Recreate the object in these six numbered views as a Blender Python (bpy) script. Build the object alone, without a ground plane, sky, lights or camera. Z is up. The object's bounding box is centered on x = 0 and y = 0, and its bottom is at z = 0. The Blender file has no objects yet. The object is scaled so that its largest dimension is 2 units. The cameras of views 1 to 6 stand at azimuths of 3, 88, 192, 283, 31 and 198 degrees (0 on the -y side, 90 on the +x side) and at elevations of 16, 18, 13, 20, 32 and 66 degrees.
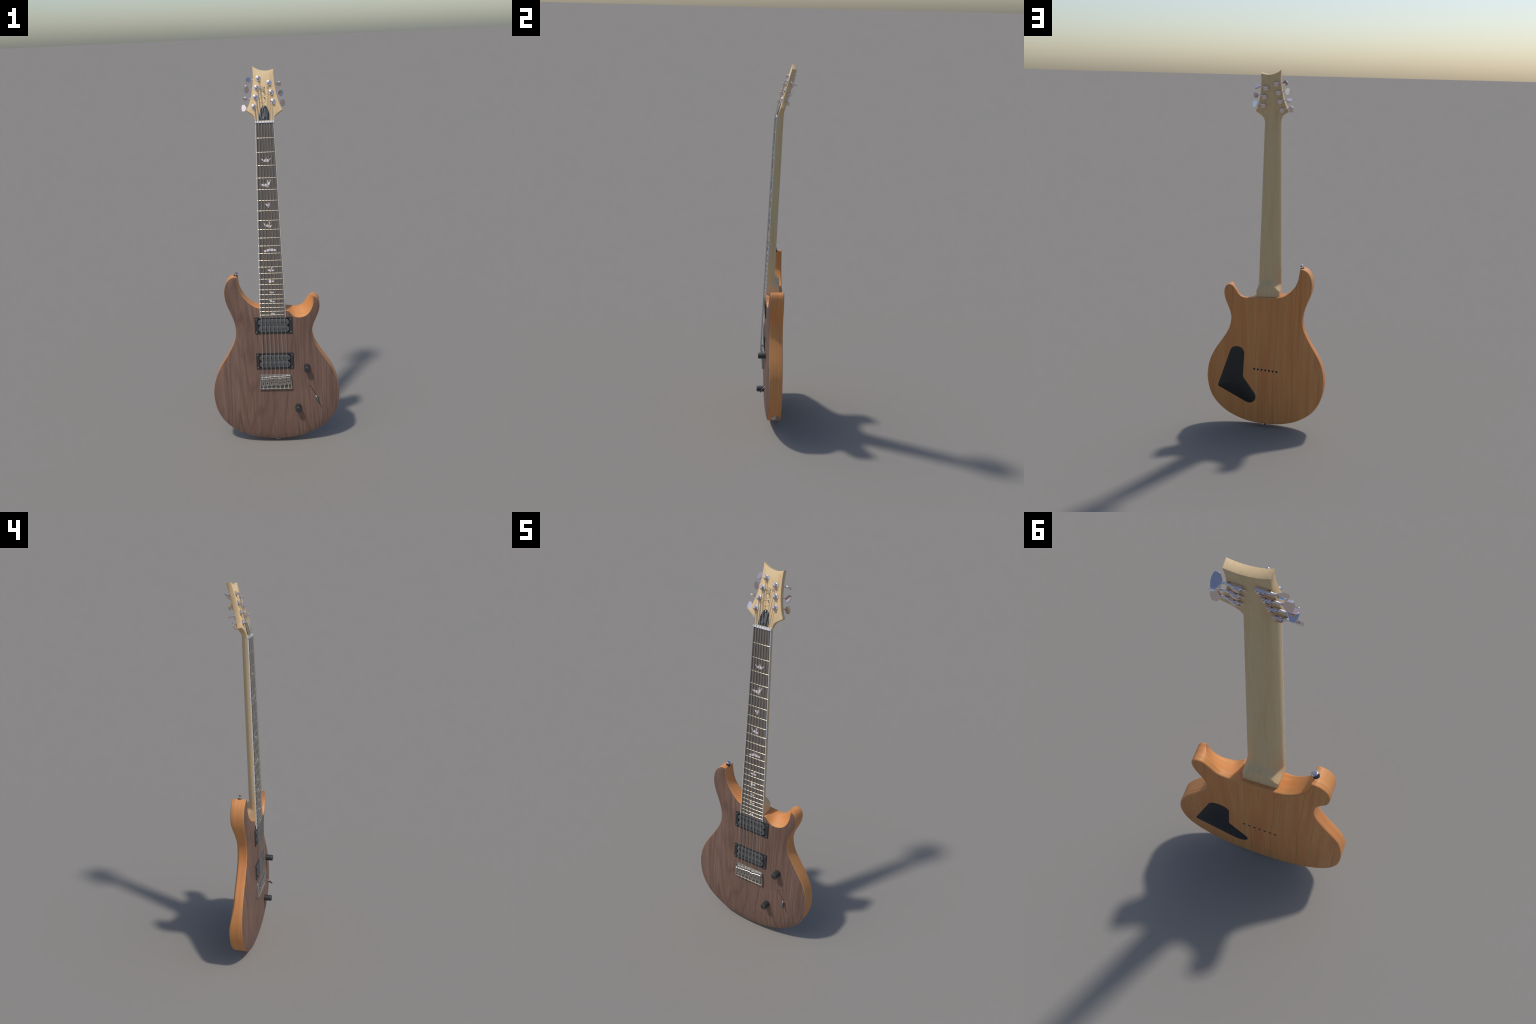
# Seven-string solid-body electric guitar with a carved walnut top, standing upright.
import bpy, math, random
import numpy as np
from mathutils import Vector, Matrix
from mathutils.geometry import delaunay_2d_cdt

random.seed(7)
rng = np.random.default_rng(7)
COLL = bpy.context.scene.collection

# ------------------------------------------------------------------ materials
def srgb(r, g, b):
    f = lambda c: c / 12.92 if c <= .04045 else ((c + .055) / 1.055) ** 2.4
    return (f(r / 255), f(g / 255), f(b / 255), 1.0)

class NT:
    """small helper around a node tree"""
    def __init__(self, name):
        self.mat = bpy.data.materials.new(name)
        self.mat.use_nodes = True
        self.t = self.mat.node_tree
        self.t.nodes.clear()
        self.out = self.n('ShaderNodeOutputMaterial')
        self.b = self.n('ShaderNodeBsdfPrincipled')
        self.t.links.new(self.b.outputs[0], self.out.inputs[0])
    def n(self, kind, **kw):
        nd = self.t.nodes.new(kind)
        for k, v in kw.items():
            setattr(nd, k, v)
        return nd
    def link(self, a, b):
        self.t.links.new(a, b)
    def coords(self, scale):
        tc = self.n('ShaderNodeTexCoord')
        mp = self.n('ShaderNodeMapping')
        mp.inputs['Scale'].default_value = scale
        self.link(tc.outputs['Object'], mp.inputs[0])
        return mp.outputs[0]
    def noise(self, scale3, detail=3, rough=.55, dist=0.0, src=None):
        v = self.coords(scale3) if src is None else src
        nd = self.n('ShaderNodeTexNoise')
        nd.inputs['Scale'].default_value = 1.0
        nd.inputs['Detail'].default_value = detail
        nd.inputs['Roughness'].default_value = rough
        nd.inputs['Distortion'].default_value = dist
        self.link(v, nd.inputs['Vector'])
        return nd.outputs['Fac']
    def math(self, op, a, b=None, c=None):
        nd = self.n('ShaderNodeMath', operation=op)
        for i, v in enumerate((a, b, c)):
            if v is None:
                continue
            if isinstance(v, (int, float)):
                nd.inputs[i].default_value = v
            else:
                self.link(v, nd.inputs[i])
        return nd.outputs[0]
    def ramp(self, fac, stops):
        nd = self.n('ShaderNodeValToRGB')
        el = nd.color_ramp.elements
        el[0].position, el[0].color = stops[0]
        el[1].position, el[1].color = stops[-1]
        for p, c in stops[1:-1]:
            e = el.new(p)
            e.color = c
        self.link(fac, nd.inputs[0])
        return nd.outputs[0]
    def mix(self, fac, a, b, kind='MIX'):
        nd = self.n('ShaderNodeMix', data_type='RGBA', blend_type=kind)
        for sock, v in ((nd.inputs[0], fac), (nd.inputs[6], a), (nd.inputs[7], b)):
            if isinstance(v, (int, float, tuple)):
                sock.default_value = v
            else:
                self.link(v, sock)
        return nd.outputs[2]
    def finish(self, color, rough=.5, metal=0.0, bump=None, bump_h=.0004, **kw):
        if isinstance(color, tuple):
            self.b.inputs['Base Color'].default_value = color
        else:
            self.link(color, self.b.inputs['Base Color'])
        if isinstance(rough, (int, float)):
            self.b.inputs['Roughness'].default_value = rough
        else:
            self.link(rough, self.b.inputs['Roughness'])
        self.b.inputs['Metallic'].default_value = metal
        for k, v in kw.items():
            self.b.inputs[k].default_value = v
        if bump is not None:
            bn = self.n('ShaderNodeBump')
            bn.inputs['Strength'].default_value = .35
            bn.inputs['Distance'].default_value = bump_h
            self.link(bump, bn.inputs['Height'])
            self.link(bn.outputs[0], self.b.inputs['Normal'])
        return self.mat

def mat_walnut():
    m = NT('walnut')
    # slow field whose contour lines make the cathedral figure
    field = m.noise((5.5, 1.0, .62), detail=1.3, rough=.42, dist=.25)
    x = m.n('ShaderNodeSeparateXYZ')
    tc = m.n('ShaderNodeTexCoord')
    m.link(tc.outputs['Object'], x.inputs[0])
    ph = m.math('ADD', m.math('MULTIPLY', field, 112.0), m.math('MULTIPLY', x.outputs[0], 60.0))
    wob = m.noise((60, 8, 12), detail=3)
    ph = m.math('ADD', ph, m.math('MULTIPLY', wob, 2.0))
    s = m.math('SINE', ph)
    s = m.math('MULTIPLY_ADD', s, .5, .5)
    rings = m.math('POWER', s, 3.0)
    rings = m.math('MULTIPLY', rings, m.math('MULTIPLY_ADD', m.noise((14, 2, 5), detail=2), 2.2, -.42))
    fine = m.noise((110, 40, 4.5), detail=4, rough=.62)
    pores = m.noise((330, 100, 13), detail=2, rough=.6)
    blotch = m.noise((13, 3, 2.0), detail=3, rough=.6)
    base = m.ramp(blotch, [(.25, srgb(110, 87, 75)), (.5, srgb(118, 94, 82)), (.75, srgb(127, 103, 90))])
    warm = m.noise((20, 4, 2.5), detail=2)
    base = m.mix(m.math('MULTIPLY_ADD', warm, 1.6, -.6), base, srgb(128, 95, 81))
    c = m.mix(m.math('MULTIPLY', m.ramp(fine, [(.36, (0, 0, 0, 1)), (.68, (1, 1, 1, 1))]), .85), base, srgb(101, 79, 69))
    c = m.mix(m.math('MULTIPLY', m.ramp(rings, [(.05, (0, 0, 0, 1)), (.9, (1, 1, 1, 1))]), .48), c, srgb(84, 63, 55))
    c = m.mix(m.math('MULTIPLY', m.ramp(pores, [(.56, (0, 0, 0, 1)), (.72, (1, 1, 1, 1))]), .42), c, srgb(78, 59, 52))
    return m.finish(c, rough=.62, bump=fine, bump_h=.0003, **{'Specular IOR Level': .25})

def mat_cedar(kind):
    """reddish-orange tonewood; kind picks the direction in which the growth lines are stacked"""
    m = NT('tonewood_' + kind)
    tc = m.n('ShaderNodeTexCoord')
    sp = m.n('ShaderNodeSeparateXYZ')
    m.link(tc.outputs['Object'], sp.inputs[0])
    if kind == 'back':
        axis, k = sp.outputs[0], 36.0
        band = m.noise((34, 3, 1.0), detail=3, rough=.55)
        wig = m.noise((3, 2, .8), detail=1.5)
        fine = m.noise((300, 60, 8), detail=3, rough=.6)
        lines = m.noise((46, 1, .9), detail=0, src=None)
    else:
        axis, k = sp.outputs[1], 62.0
        band = m.noise((2.2, 60, 2.2), detail=3, rough=.5)
        wig = m.noise((4, 3, 4), detail=2)
        fine = m.noise((14, 260, 14), detail=2, rough=.55)
        lines = m.noise((1.6, 50, 1.6), detail=0)
    base = m.ramp(band, [(.3, srgb(198, 130, 77)), (.5, srgb(206, 139, 82)), (.7, srgb(207, 146, 90))])
    red = m.noise((26, 20, 1.6) if kind == 'back' else (3, 45, 3), detail=2)
    base = m.mix(m.math('MULTIPLY', m.ramp(red, [(.5, (0, 0, 0, 1)), (.68, (1, 1, 1, 1))]), .55), base, srgb(196, 120, 73))
    c = m.mix(m.math('MULTIPLY', m.ramp(fine, [(.42, (0, 0, 0, 1)), (.7, (1, 1, 1, 1))]), .28 if kind == 'back' else .17), base, srgb(170, 109, 63))
    # occasional dark growth lines
    ph = m.math('ADD', m.math('MULTIPLY', axis, k), m.math('MULTIPLY', wig, 3.2 if kind == 'back' else 2.0))
    fr = m.math('FRACT', ph)
    d = m.math('ABSOLUTE', m.math('SUBTRACT', fr, .5))
    thin = m.ramp(d, [(.0, (1, 1, 1, 1)), (.03, (.75, .75, .75, 1)), (.10, (0, 0, 0, 1))])
    pick = m.ramp(lines, [(.48, (0, 0, 0, 1)), (.6, (1, 1, 1, 1))])
    c = m.mix(m.math('MULTIPLY', m.math('MULTIPLY', thin, pick), .42), c, srgb(136, 95, 57))
    return m.finish(c, rough=.5, bump=fine, bump_h=.0002, **{'Specular IOR Level': .3})

def mat_maple():
    m = NT('maple')
    a = m.noise((60, 30, 2.2), detail=3, rough=.55)
    b = m.noise((240, 200, 6), detail=3, rough=.6)
    c = m.ramp(a, [(.3, srgb(203, 173, 130)), (.5, srgb(211, 183, 141)), (.7, srgb(207, 185, 146))])
    g = m.noise((26, 14, 1.2), detail=2)
    c = m.mix(m.math('MULTIPLY', m.ramp(g, [(.5, (0, 0, 0, 1)), (.7, (1, 1, 1, 1))]), .5), c, srgb(216, 180, 132))
    c = m.mix(m.math('MULTIPLY', m.ramp(b, [(.48, (0, 0, 0, 1)), (.75, (1, 1, 1, 1))]), .3), c, srgb(188, 156, 111))
    return m.finish(c, rough=.5, bump=b, bump_h=.0001, **{'Specular IOR Level': .15})

def mat_fretboard():
    m = NT('dark_rosewood')
    a = m.noise((260, 100, 7), detail=4, rough=.65)
    b = m.noise((60, 30, 3), detail=3)
    c = m.ramp(a, [(.3, srgb(88, 81, 75)), (.5, srgb(102, 94, 88)), (.72, srgb(114, 105, 98))])
    c = m.mix(m.math('MULTIPLY', b, .5), c, srgb(94, 87, 81))
    return m.finish(c, rough=.6, **{'Specular IOR Level': .3})

def mat_plain(name, col, rough=.5, metal=0.0, grain=0.0, scale=300, **kw):
    m = NT(name)
    if grain:
        n = m.noise((scale, scale, scale), detail=2)
        dark = tuple(c * (1 - grain) for c in col[:3]) + (1,)
        light = tuple(min(1, c * (1 + grain)) for c in col[:3]) + (1,)
        c = m.ramp(n, [(.3, dark), (.7, light)])
        r = m.math('MULTIPLY_ADD', n, .12, rough - .06)
        return m.finish(c, rough=r, metal=metal, **kw)
    return m.finish(col, rough=rough, metal=metal, **kw)

def mat_pearl():
    m = NT('mother_of_pearl')
    v = m.noise((120, 120, 120), detail=3, dist=1.5)
    c = m.ramp(v, [(.3, srgb(196, 188, 188)), (.5, srgb(226, 215, 214)), (.7, srgb(226, 228, 232))])
    return m.finish(c, rough=.3)

def mat_wound():
    m = NT('wound_string')
    w = m.n('ShaderNodeTexWave', wave_type='BANDS', bands_direction='Z')
    w.inputs['Scale'].default_value = 160
    m.link(m.coords((1, 1, 1)), w.inputs['Vector'])
    c = m.ramp(w.outputs['Fac'], [(.2, srgb(146, 142, 138)), (.8, srgb(172, 168, 164))])
    return m.finish(c, rough=.5, metal=.6)

WALNUT = mat_walnut()
BACKWOOD = mat_cedar('back')
SIDEWOOD = mat_cedar('side')
MAPLE = mat_maple()
ROSEWOOD = mat_fretboard()
BINDING = mat_plain('ivory_binding', srgb(208, 208, 206), .45, grain=.04)
NUTMAT = mat_plain('bone_nut', srgb(206, 206, 204), .4, grain=.04)
PEARL = mat_pearl()
FRETMETAL = mat_plain('fret_nickel', srgb(240, 226, 200), .28, .9)  # nickel tinted cream for the warm sun and horizon it reflects
CHROME = mat_plain('chrome', srgb(224, 212, 212), .07, 1.0)
SATIN = mat_plain('satin_nickel', srgb(192, 187, 180), .38, 1.0, grain=.05)
BRASS = mat_plain('brass_screw', srgb(240, 224, 186), .4, .8)
STEEL = mat_plain('plain_string', srgb(172, 168, 164), .45, .6)
WOUND = mat_wound()
RINGBLACK = mat_plain('black_plastic', srgb(41, 42, 43), .5, grain=.08)
BOBBIN = mat_plain('grey_plastic', srgb(79, 80, 81), .5, grain=.05)
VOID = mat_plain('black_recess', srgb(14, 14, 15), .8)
POLE = mat_plain('pole_steel', srgb(44, 42, 40), .5, .2)
KNOBMAT = mat_plain('knob_black', srgb(46, 47, 49), .42, grain=.08)
COVER = mat_plain('cover_black', srgb(33, 33, 34), .42, grain=.06)
GLOSSBLACK = mat_plain('gloss_black', srgb(40, 42, 46), .2)
INK = mat_plain('ink', srgb(80, 70, 54), .6)
WHITEINK = mat_plain('white_ink', srgb(150, 152, 156), .5)

# ------------------------------------------------------------------ object helpers
ROOT = bpy.data.objects.new('electric_guitar', None)
ROOT['label'] = 'seven-string electric guitar, walnut top, maple neck, bird inlays'
ROOT['category'] = 'electric guitar'
COLL.objects.link(ROOT)

def make_mesh(name, verts, faces, mats, idx=None, smooth=None):
    me = bpy.data.meshes.new(name)
    me.from_pydata([tuple(map(float, v)) for v in verts], [], [tuple(int(i) for i in f) for f in faces])
    for m in (mats if isinstance(mats, (list, tuple)) else [mats]):
        me.materials.append(m)
    if idx is not None:
        me.polygons.foreach_set('material_index', np.asarray(idx, dtype=np.int32))
    me.update()
    if smooth is not None:
        me.shade_smooth()
        if smooth < 180:
            me.set_sharp_from_angle(angle=math.radians(smooth))
    return me

def add(name, me, parent=None, mat=None, kind=None):
    ob = bpy.data.objects.new(name, me)
    COLL.objects.link(ob)
    ob.parent = parent or ROOT
    if mat is not None:
        ob.matrix_local = mat
    if kind:
        ob['kind'] = kind
    return ob

def part(name, verts, faces, mats, parent=None, smooth=35, idx=None, kind=None):
    return add(name, make_mesh(name, verts, faces, mats, idx, smooth), parent, kind=kind)

class Geo:
    """accumulates pieces of one mesh"""
    def __init__(self):
        self.v, self.f, self.m = [], [], []
    def put(self, v, f, mi=0, M=None):
        o = len(self.v)
        self.v += [tuple(M @ Vector(p)) if M is not None else tuple(p) for p in v]
        self.f += [tuple(i + o for i in q) for q in f]
        self.m += [mi] * len(f)
        return self

def spline(pts, n, closed=False):
    """Catmull-Rom through pts, resampled to n points of equal arc length"""
    P = np.array(pts, float)
    if closed:
        Q = np.vstack([P[-1], P, P[0], P[1]])
    else:
        Q = np.vstack([2 * P[0] - P[1], P, 2 * P[-1] - P[-2]])
    out = []
    for i in range(1, len(Q) - 2):
        a, b, c, d = Q[i - 1], Q[i], Q[i + 1], Q[i + 2]
        for t in np.linspace(0, 1, 12, endpoint=False):
            out.append(.5 * (2 * b + (c - a) * t + (2 * a - 5 * b + 4 * c - d) * t * t + (3 * b - a - 3 * c + d) * t ** 3))
    out.append(Q[-2])
    out = np.array(out)
    s = np.r_[0, np.cumsum(np.linalg.norm(np.diff(out, axis=0), axis=1))]
    t = np.linspace(0, s[-1], n + 1 if closed else n)
    R = np.c_[tuple(np.interp(t, s, out[:, k]) for k in range(out.shape[1]))]
    return R[:-1] if closed else R

def ring_normals(P):
    """outward 2-D normals of a closed polygon"""
    T = np.roll(P, -1, 0) - np.roll(P, 1, 0)
    N = np.c_[T[:, 1], -T[:, 0]]
    N /= np.linalg.norm(N, axis=1)[:, None] + 1e-12
    area = .5 * np.sum(P[:, 0] * np.roll(P[:, 1], -1) - P[:, 1] * np.roll(P[:, 0], -1))
    return N if area > 0 else -N

def smooth_ring(A, it):
    A = A.copy()
    for _ in range(it):
        A = .5 * A + .25 * (np.roll(A, 1, 0) + np.roll(A, -1, 0))
    return A

def tri_fill(P, interior=None):
    """triangulate a closed 2-D polygon (+ interior points); returns points, tris (boundary points first)"""
    n = len(P)
    pts = [Vector((float(p[0]), float(p[1]))) for p in P]
    if interior is not None:
        pts += [Vector((float(p[0]), float(p[1]))) for p in interior]
    edges = [(i, (i + 1) % n) for i in range(n)]
    vo, eo, fo, ov, oe, of = delaunay_2d_cdt(pts, edges, [list(range(n))], 1, 1e-7)
    remap = {}
    for new, olds in enumerate(ov):
        for o in olds:
            remap.setdefault(o, new)
    return [tuple(v) for v in vo], [tuple(f) for f in fo], [remap.get(i, i) for i in range(n)]

def slab(P, layers, place, mats=None):
    """solid from a closed outline P: layers = [(inset, height)...] bottom to top, place(a, b, h) -> xyz"""
    P = np.array(P, float)
    N = smooth_ring(ring_normals(P), 1)
    g = Geo()
    n = len(P)
    rings = [(P - N * i, h) for i, h in layers]
    for R, h in rings:
        g.v += [place(a, b, h) for a, b in R]
    for k in range(len(rings) - 1):
        for i in range(n):
            j = (i + 1) % n
            g.f.append((k * n + i, k * n + j, (k + 1) * n + j, (k + 1) * n + i))
    for k, flip in ((0, True), (len(rings) - 1, False)):
        R, h = rings[k]
        vv, ff, rm = tri_fill(R)
        inv = {new: old for old, new in enumerate(rm)}
        for f in ff:
            q = tuple(k * n + inv.get(i, 0) for i in f)
            g.f.append(q[::-1] if flip else q)
    return g.v, fix(g.v, g.f)

def fix(v, f):
    """consistent outward winding"""
    import bmesh
    bm = bmesh.new()
    vs = [bm.verts.new(p) for p in v]
    for q in f:
        if len(set(q)) == len(q):
            try:
                bm.faces.new([vs[i] for i in q])
            except ValueError:
                pass
    bm.verts.index_update()
    bmesh.ops.recalc_face_normals(bm, faces=bm.faces[:])
    out = [tuple(x.index for x in fc.verts) for fc in bm.faces]
    bm.free()
    return out

def lathe(prof, n=24):
    """profile [(r, h)...] about local +Z"""
    v, f = [], []
    for r, h in prof:
        for i in range(n):
            a = 2 * math.pi * i / n
            v.append((r * math.cos(a), r * math.sin(a), h))
    for k in range(len(prof) - 1):
        for i in range(n):
            j = (i + 1) % n
            f.append((k * n + i, k * n + j, (k + 1) * n + j, (k + 1) * n + i))
    f.append(tuple(range(n))[::-1])
    f.append(tuple((len(prof) - 1) * n + i for i in range(n)))
    return v, f

def tube(path, radii, n=8, cap=True):
    P = [Vector(p) for p in path]
    if isinstance(radii, (int, float)):
        radii = [radii] * len(P)
    v, f = [], []
    ref = Vector((1, 0, 0))
    for i, p in enumerate(P):
        t = (P[min(i + 1, len(P) - 1)] - P[max(i - 1, 0)]).normalized()
        a = t.cross(ref)
        if a.length < 1e-3:
            a = t.cross(Vector((0, 1, 0)))
        a.normalize()
        b = t.cross(a)
        for k in range(n):
            w = 2 * math.pi * k / n
            v.append(p + (a * math.cos(w) + b * math.sin(w)) * radii[i])
    for i in range(len(P) - 1):
        for k in range(n):
            j = (k + 1) % n
            f.append((i * n + k, i * n + j, (i + 1) * n + j, (i + 1) * n + k))
    if cap:
        f.append(tuple(range(n))[::-1])
        f.append(tuple((len(P) - 1) * n + k for k in range(n)))
    return [tuple(p) for p in v], f

def frame(o, zdir, xdir=(1, 0, 0)):
    """matrix with local Z along zdir and local X close to xdir"""
    z = Vector(zdir).normalized()
    x = Vector(xdir)
    x = (x - z * x.dot(z)).normalized()
    y = z.cross(x)
    M = Matrix((x, y, z)).transposed().to_4x4()
    M.translation = Vector(o)
    return M

def rounded_rect(w, h, r, n=5):
    out = []
    for cx, cy, a0 in ((w - r, h - r, 0), (-w + r, h - r, 90), (-w + r, -h + r, 180), (w - r, -h + r, 270)):
        for k in range(n + 1):
            a = math.radians(a0 + 90 * k / n)
            out.append((cx + r * math.cos(a), cy + r * math.sin(a)))
    return np.array(out)

def rounded_poly(pts, radii, n=6):
    """polygon with each corner rounded by its own radius"""
    out = []
    P = [Vector(p) for p in pts]
    for i, p in enumerate(P):
        a = (P[i - 1] - p).normalized()
        b = (P[(i + 1) % len(P)] - p).normalized()
        r = radii[i]
        half = a.angle(b) / 2
        d = r / math.tan(half)
        s, e = p + a * d, p + b * d
        c = p + (a + b).normalized() * (r / math.sin(half))
        u, w = s - c, e - c
        ang = math.atan2(u.x * w.y - u.y * w.x, u.dot(w))
        for k in range(n + 1):
            t = ang * k / n
            out.append((c.x + u.x * math.cos(t) - u.y * math.sin(t), c.y + u.x * math.sin(t) + u.y * math.cos(t)))
    return np.array(out)

def sstep(a, b, x):
    t = np.clip((x - a) / (b - a), 0, 1)
    return t * t * (3 - 2 * t)

# ------------------------------------------------------------------ body
BACK_Y, EDGE_Y = .0432, -.0282

OUTER = [(-.1835, .9415), (-.188, .9445), (-.200, .9455), (-.220, .937), (-.236, .920), (-.246, .898), (-.2515, .872), (-.252, .848),
         (-.248, .818), (-.239, .786), (-.2245, .750), (-.2115, .713), (-.2035, .680), (-.201, .650),
         (-.2035, .618), (-.2125, .586), (-.2288, .553), (-.2515, .512), (-.2768, .472), (-.298, .436),
         (-.315, .399), (-.3275, .360), (-.335, .318), (-.3365, .285), (-.334, .250), (-.326, .209),
         (-.312, .172), (-.295, .142), (-.275, .117), (-.250, .0945), (-.214, .070), (-.173, .0495),
         (-.133, .0365), (-.09, .0272), (-.043, .0222), (.003, .021), (.052, .0232), (.11, .0322),
         (.163, .049), (.212, .0715), (.247, .0955), (.279, .125), (.304, .158), (.321, .194), (.332, .236),
         (.3365, .275), (.3355, .310), (.330, .348), (.319, .388), (.300, .430), (.279, .466), (.255, .502),
         (.233, .536), (.216, .567), (.206, .597), (.2005, .628), (.2005, .650), (.206, .674), (.2155, .699),
         (.227, .725), (.237, .752), (.242, .780), (.2405, .802), (.232, .821), (.221, .830), (.2095, .833)]
TREBLE_BACK = [(.2095, .833), (.195, .828), (.178, .8085), (.158, .7805), (.138, .7665), (.111, .7625), (.092, .7645), (.059, .7675)]
TREBLE_FRONT = [(.2095, .833), (.2085, .799), (.200, .770), (.186, .747), (.164, .7295), (.134, .7245), (.107, .732), (.079, .762), (.066, .7655), (.059, .7675)]
UNDER_NECK = [(.059, .7675), (0, .770), (-.066, .7755)]
BASS_CUT = [(-.066, .7755), (-.0965, .785), (-.119, .7995), (-.1415, .821), (-.1605, .847), (-.174, .880), (-.1795, .912), (-.1835, .9415)]

N_OUT, N_TR, N_UN, N_BC = 300, 64, 20, 48
seg_out = spline(OUTER, N_OUT)
seg_tb = spline(TREBLE_BACK, N_TR)
seg_tf = np.vstack([spline(TREBLE_FRONT[:8], N_TR - 6), spline(TREBLE_FRONT[7:], 7)[1:]])
seg_un = spline(UNDER_NECK, N_UN)
seg_bc = spline(BASS_CUT, N_BC)
back_ring = np.vstack([seg_out[:-1], seg_tb[:-1], seg_un[:-1], seg_bc[:-1]])
front_ring = np.vstack([seg_out[:-1], seg_tf[:-1], seg_un[:-1], seg_bc[:-1]])
NB = len(back_ring)
i_tr = np.arange(N_OUT - 1, N_OUT - 1 + N_TR - 1)

# the carve climbs from every rim sample; samples near the neck start part of the way up
src_p, src_o = [], []
for p in seg_out:
    src_p.append(p); src_o.append(0.0)
for p in seg_bc:
    src_p.append(p); src_o.append(float(np.interp(p[0], [-.19, -.15, -.12, -.10, -.07], [0, .002, .012, .023, .06])))
src_p, src_o = np.array(src_p), np.array(src_o)

def carve_y(xz):
    xz = np.atleast_2d(xz)
    d = np.linalg.norm(xz[:, None, :] - src_p[None], axis=2) + src_o[None]
    k = .010
    mn = d.min(1)
    soft = mn - k * np.log(np.exp(-(d - mn[:, None]) / k).sum(1) / 6.0).clip(0, None) * .5
    soft = np.minimum(mn, np.maximum(soft, mn * .8))
    amp = .0228 * (1 - .10 * sstep(.60, .80, xz[:, 1]))
    return EDGE_Y - amp * (1 - np.exp(-np.maximum(soft, 0) / .055))

def belly_y(xz):
    """back surface: flat, scooped along the bass-side waist"""
    xz = np.atleast_2d(xz)
    bass = seg_out[(seg_out[:, 0] < -.15)]
    d = np.linalg.norm(xz[:, None, :] - bass[None], axis=2).min(1)
    zf = sstep(.24, .42, xz[:, 1]) * (1 - sstep(.68, .85, xz[:, 1]))
    side = sstep(-.02, -.14, xz[:, 0])
    wid = .122 - .045 * sstep(.60, .76, xz[:, 1])
    return BACK_Y - .0245 * zf * side * np.clip(1 - d / wid, 0, 1) ** 1.6

def grid_inside(P, step, margin):
    P = np.array(P)
    xs = np.arange(P[:, 0].min(), P[:, 0].max(), step)
    zs = np.arange(P[:, 1].min(), P[:, 1].max(), step * .866)
    pts = np.array([(x + (step / 2 if k % 2 else 0), z) for k, z in enumerate(zs) for x in xs])
    x, z = pts[:, 0], pts[:, 1]
    inside = np.zeros(len(pts), bool)
    for a, b in zip(P, np.roll(P, -1, 0)):
        c = (a[1] > z) != (b[1] > z)
        with np.errstate(divide='ignore', invalid='ignore'):
            xi = (b[0] - a[0]) * (z - a[1]) / (b[1] - a[1]) + a[0]
        inside ^= c & (x < xi)
    pts = pts[inside]
    d = np.linalg.norm(pts[:, None, :] - P[None], axis=2).min(1)
    return pts[d > margin]

def surface(P, yfun, step, facing):
    inner = grid_inside(P, step, step * .55)
    vv, ff, rm = tri_fill(P, inner)
    xz = np.array(vv)
    y = yfun(xz)
    V = np.c_[xz[:, 0], y, xz[:, 1]]
    F = []
    for f in ff:
        a, b, c = V[list(f[:3])]
        n = np.cross(b - a, c - a)
        F.append(f if n[1] * facing > 0 else f[::-1])
    return V, F, rm

rim_y = carve_y(front_ring)
fN = smooth_ring(ring_normals(front_ring), 2)
bN = smooth_ring(ring_normals(back_ring), 6)
top_in = front_ring - fN * .0012

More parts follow.
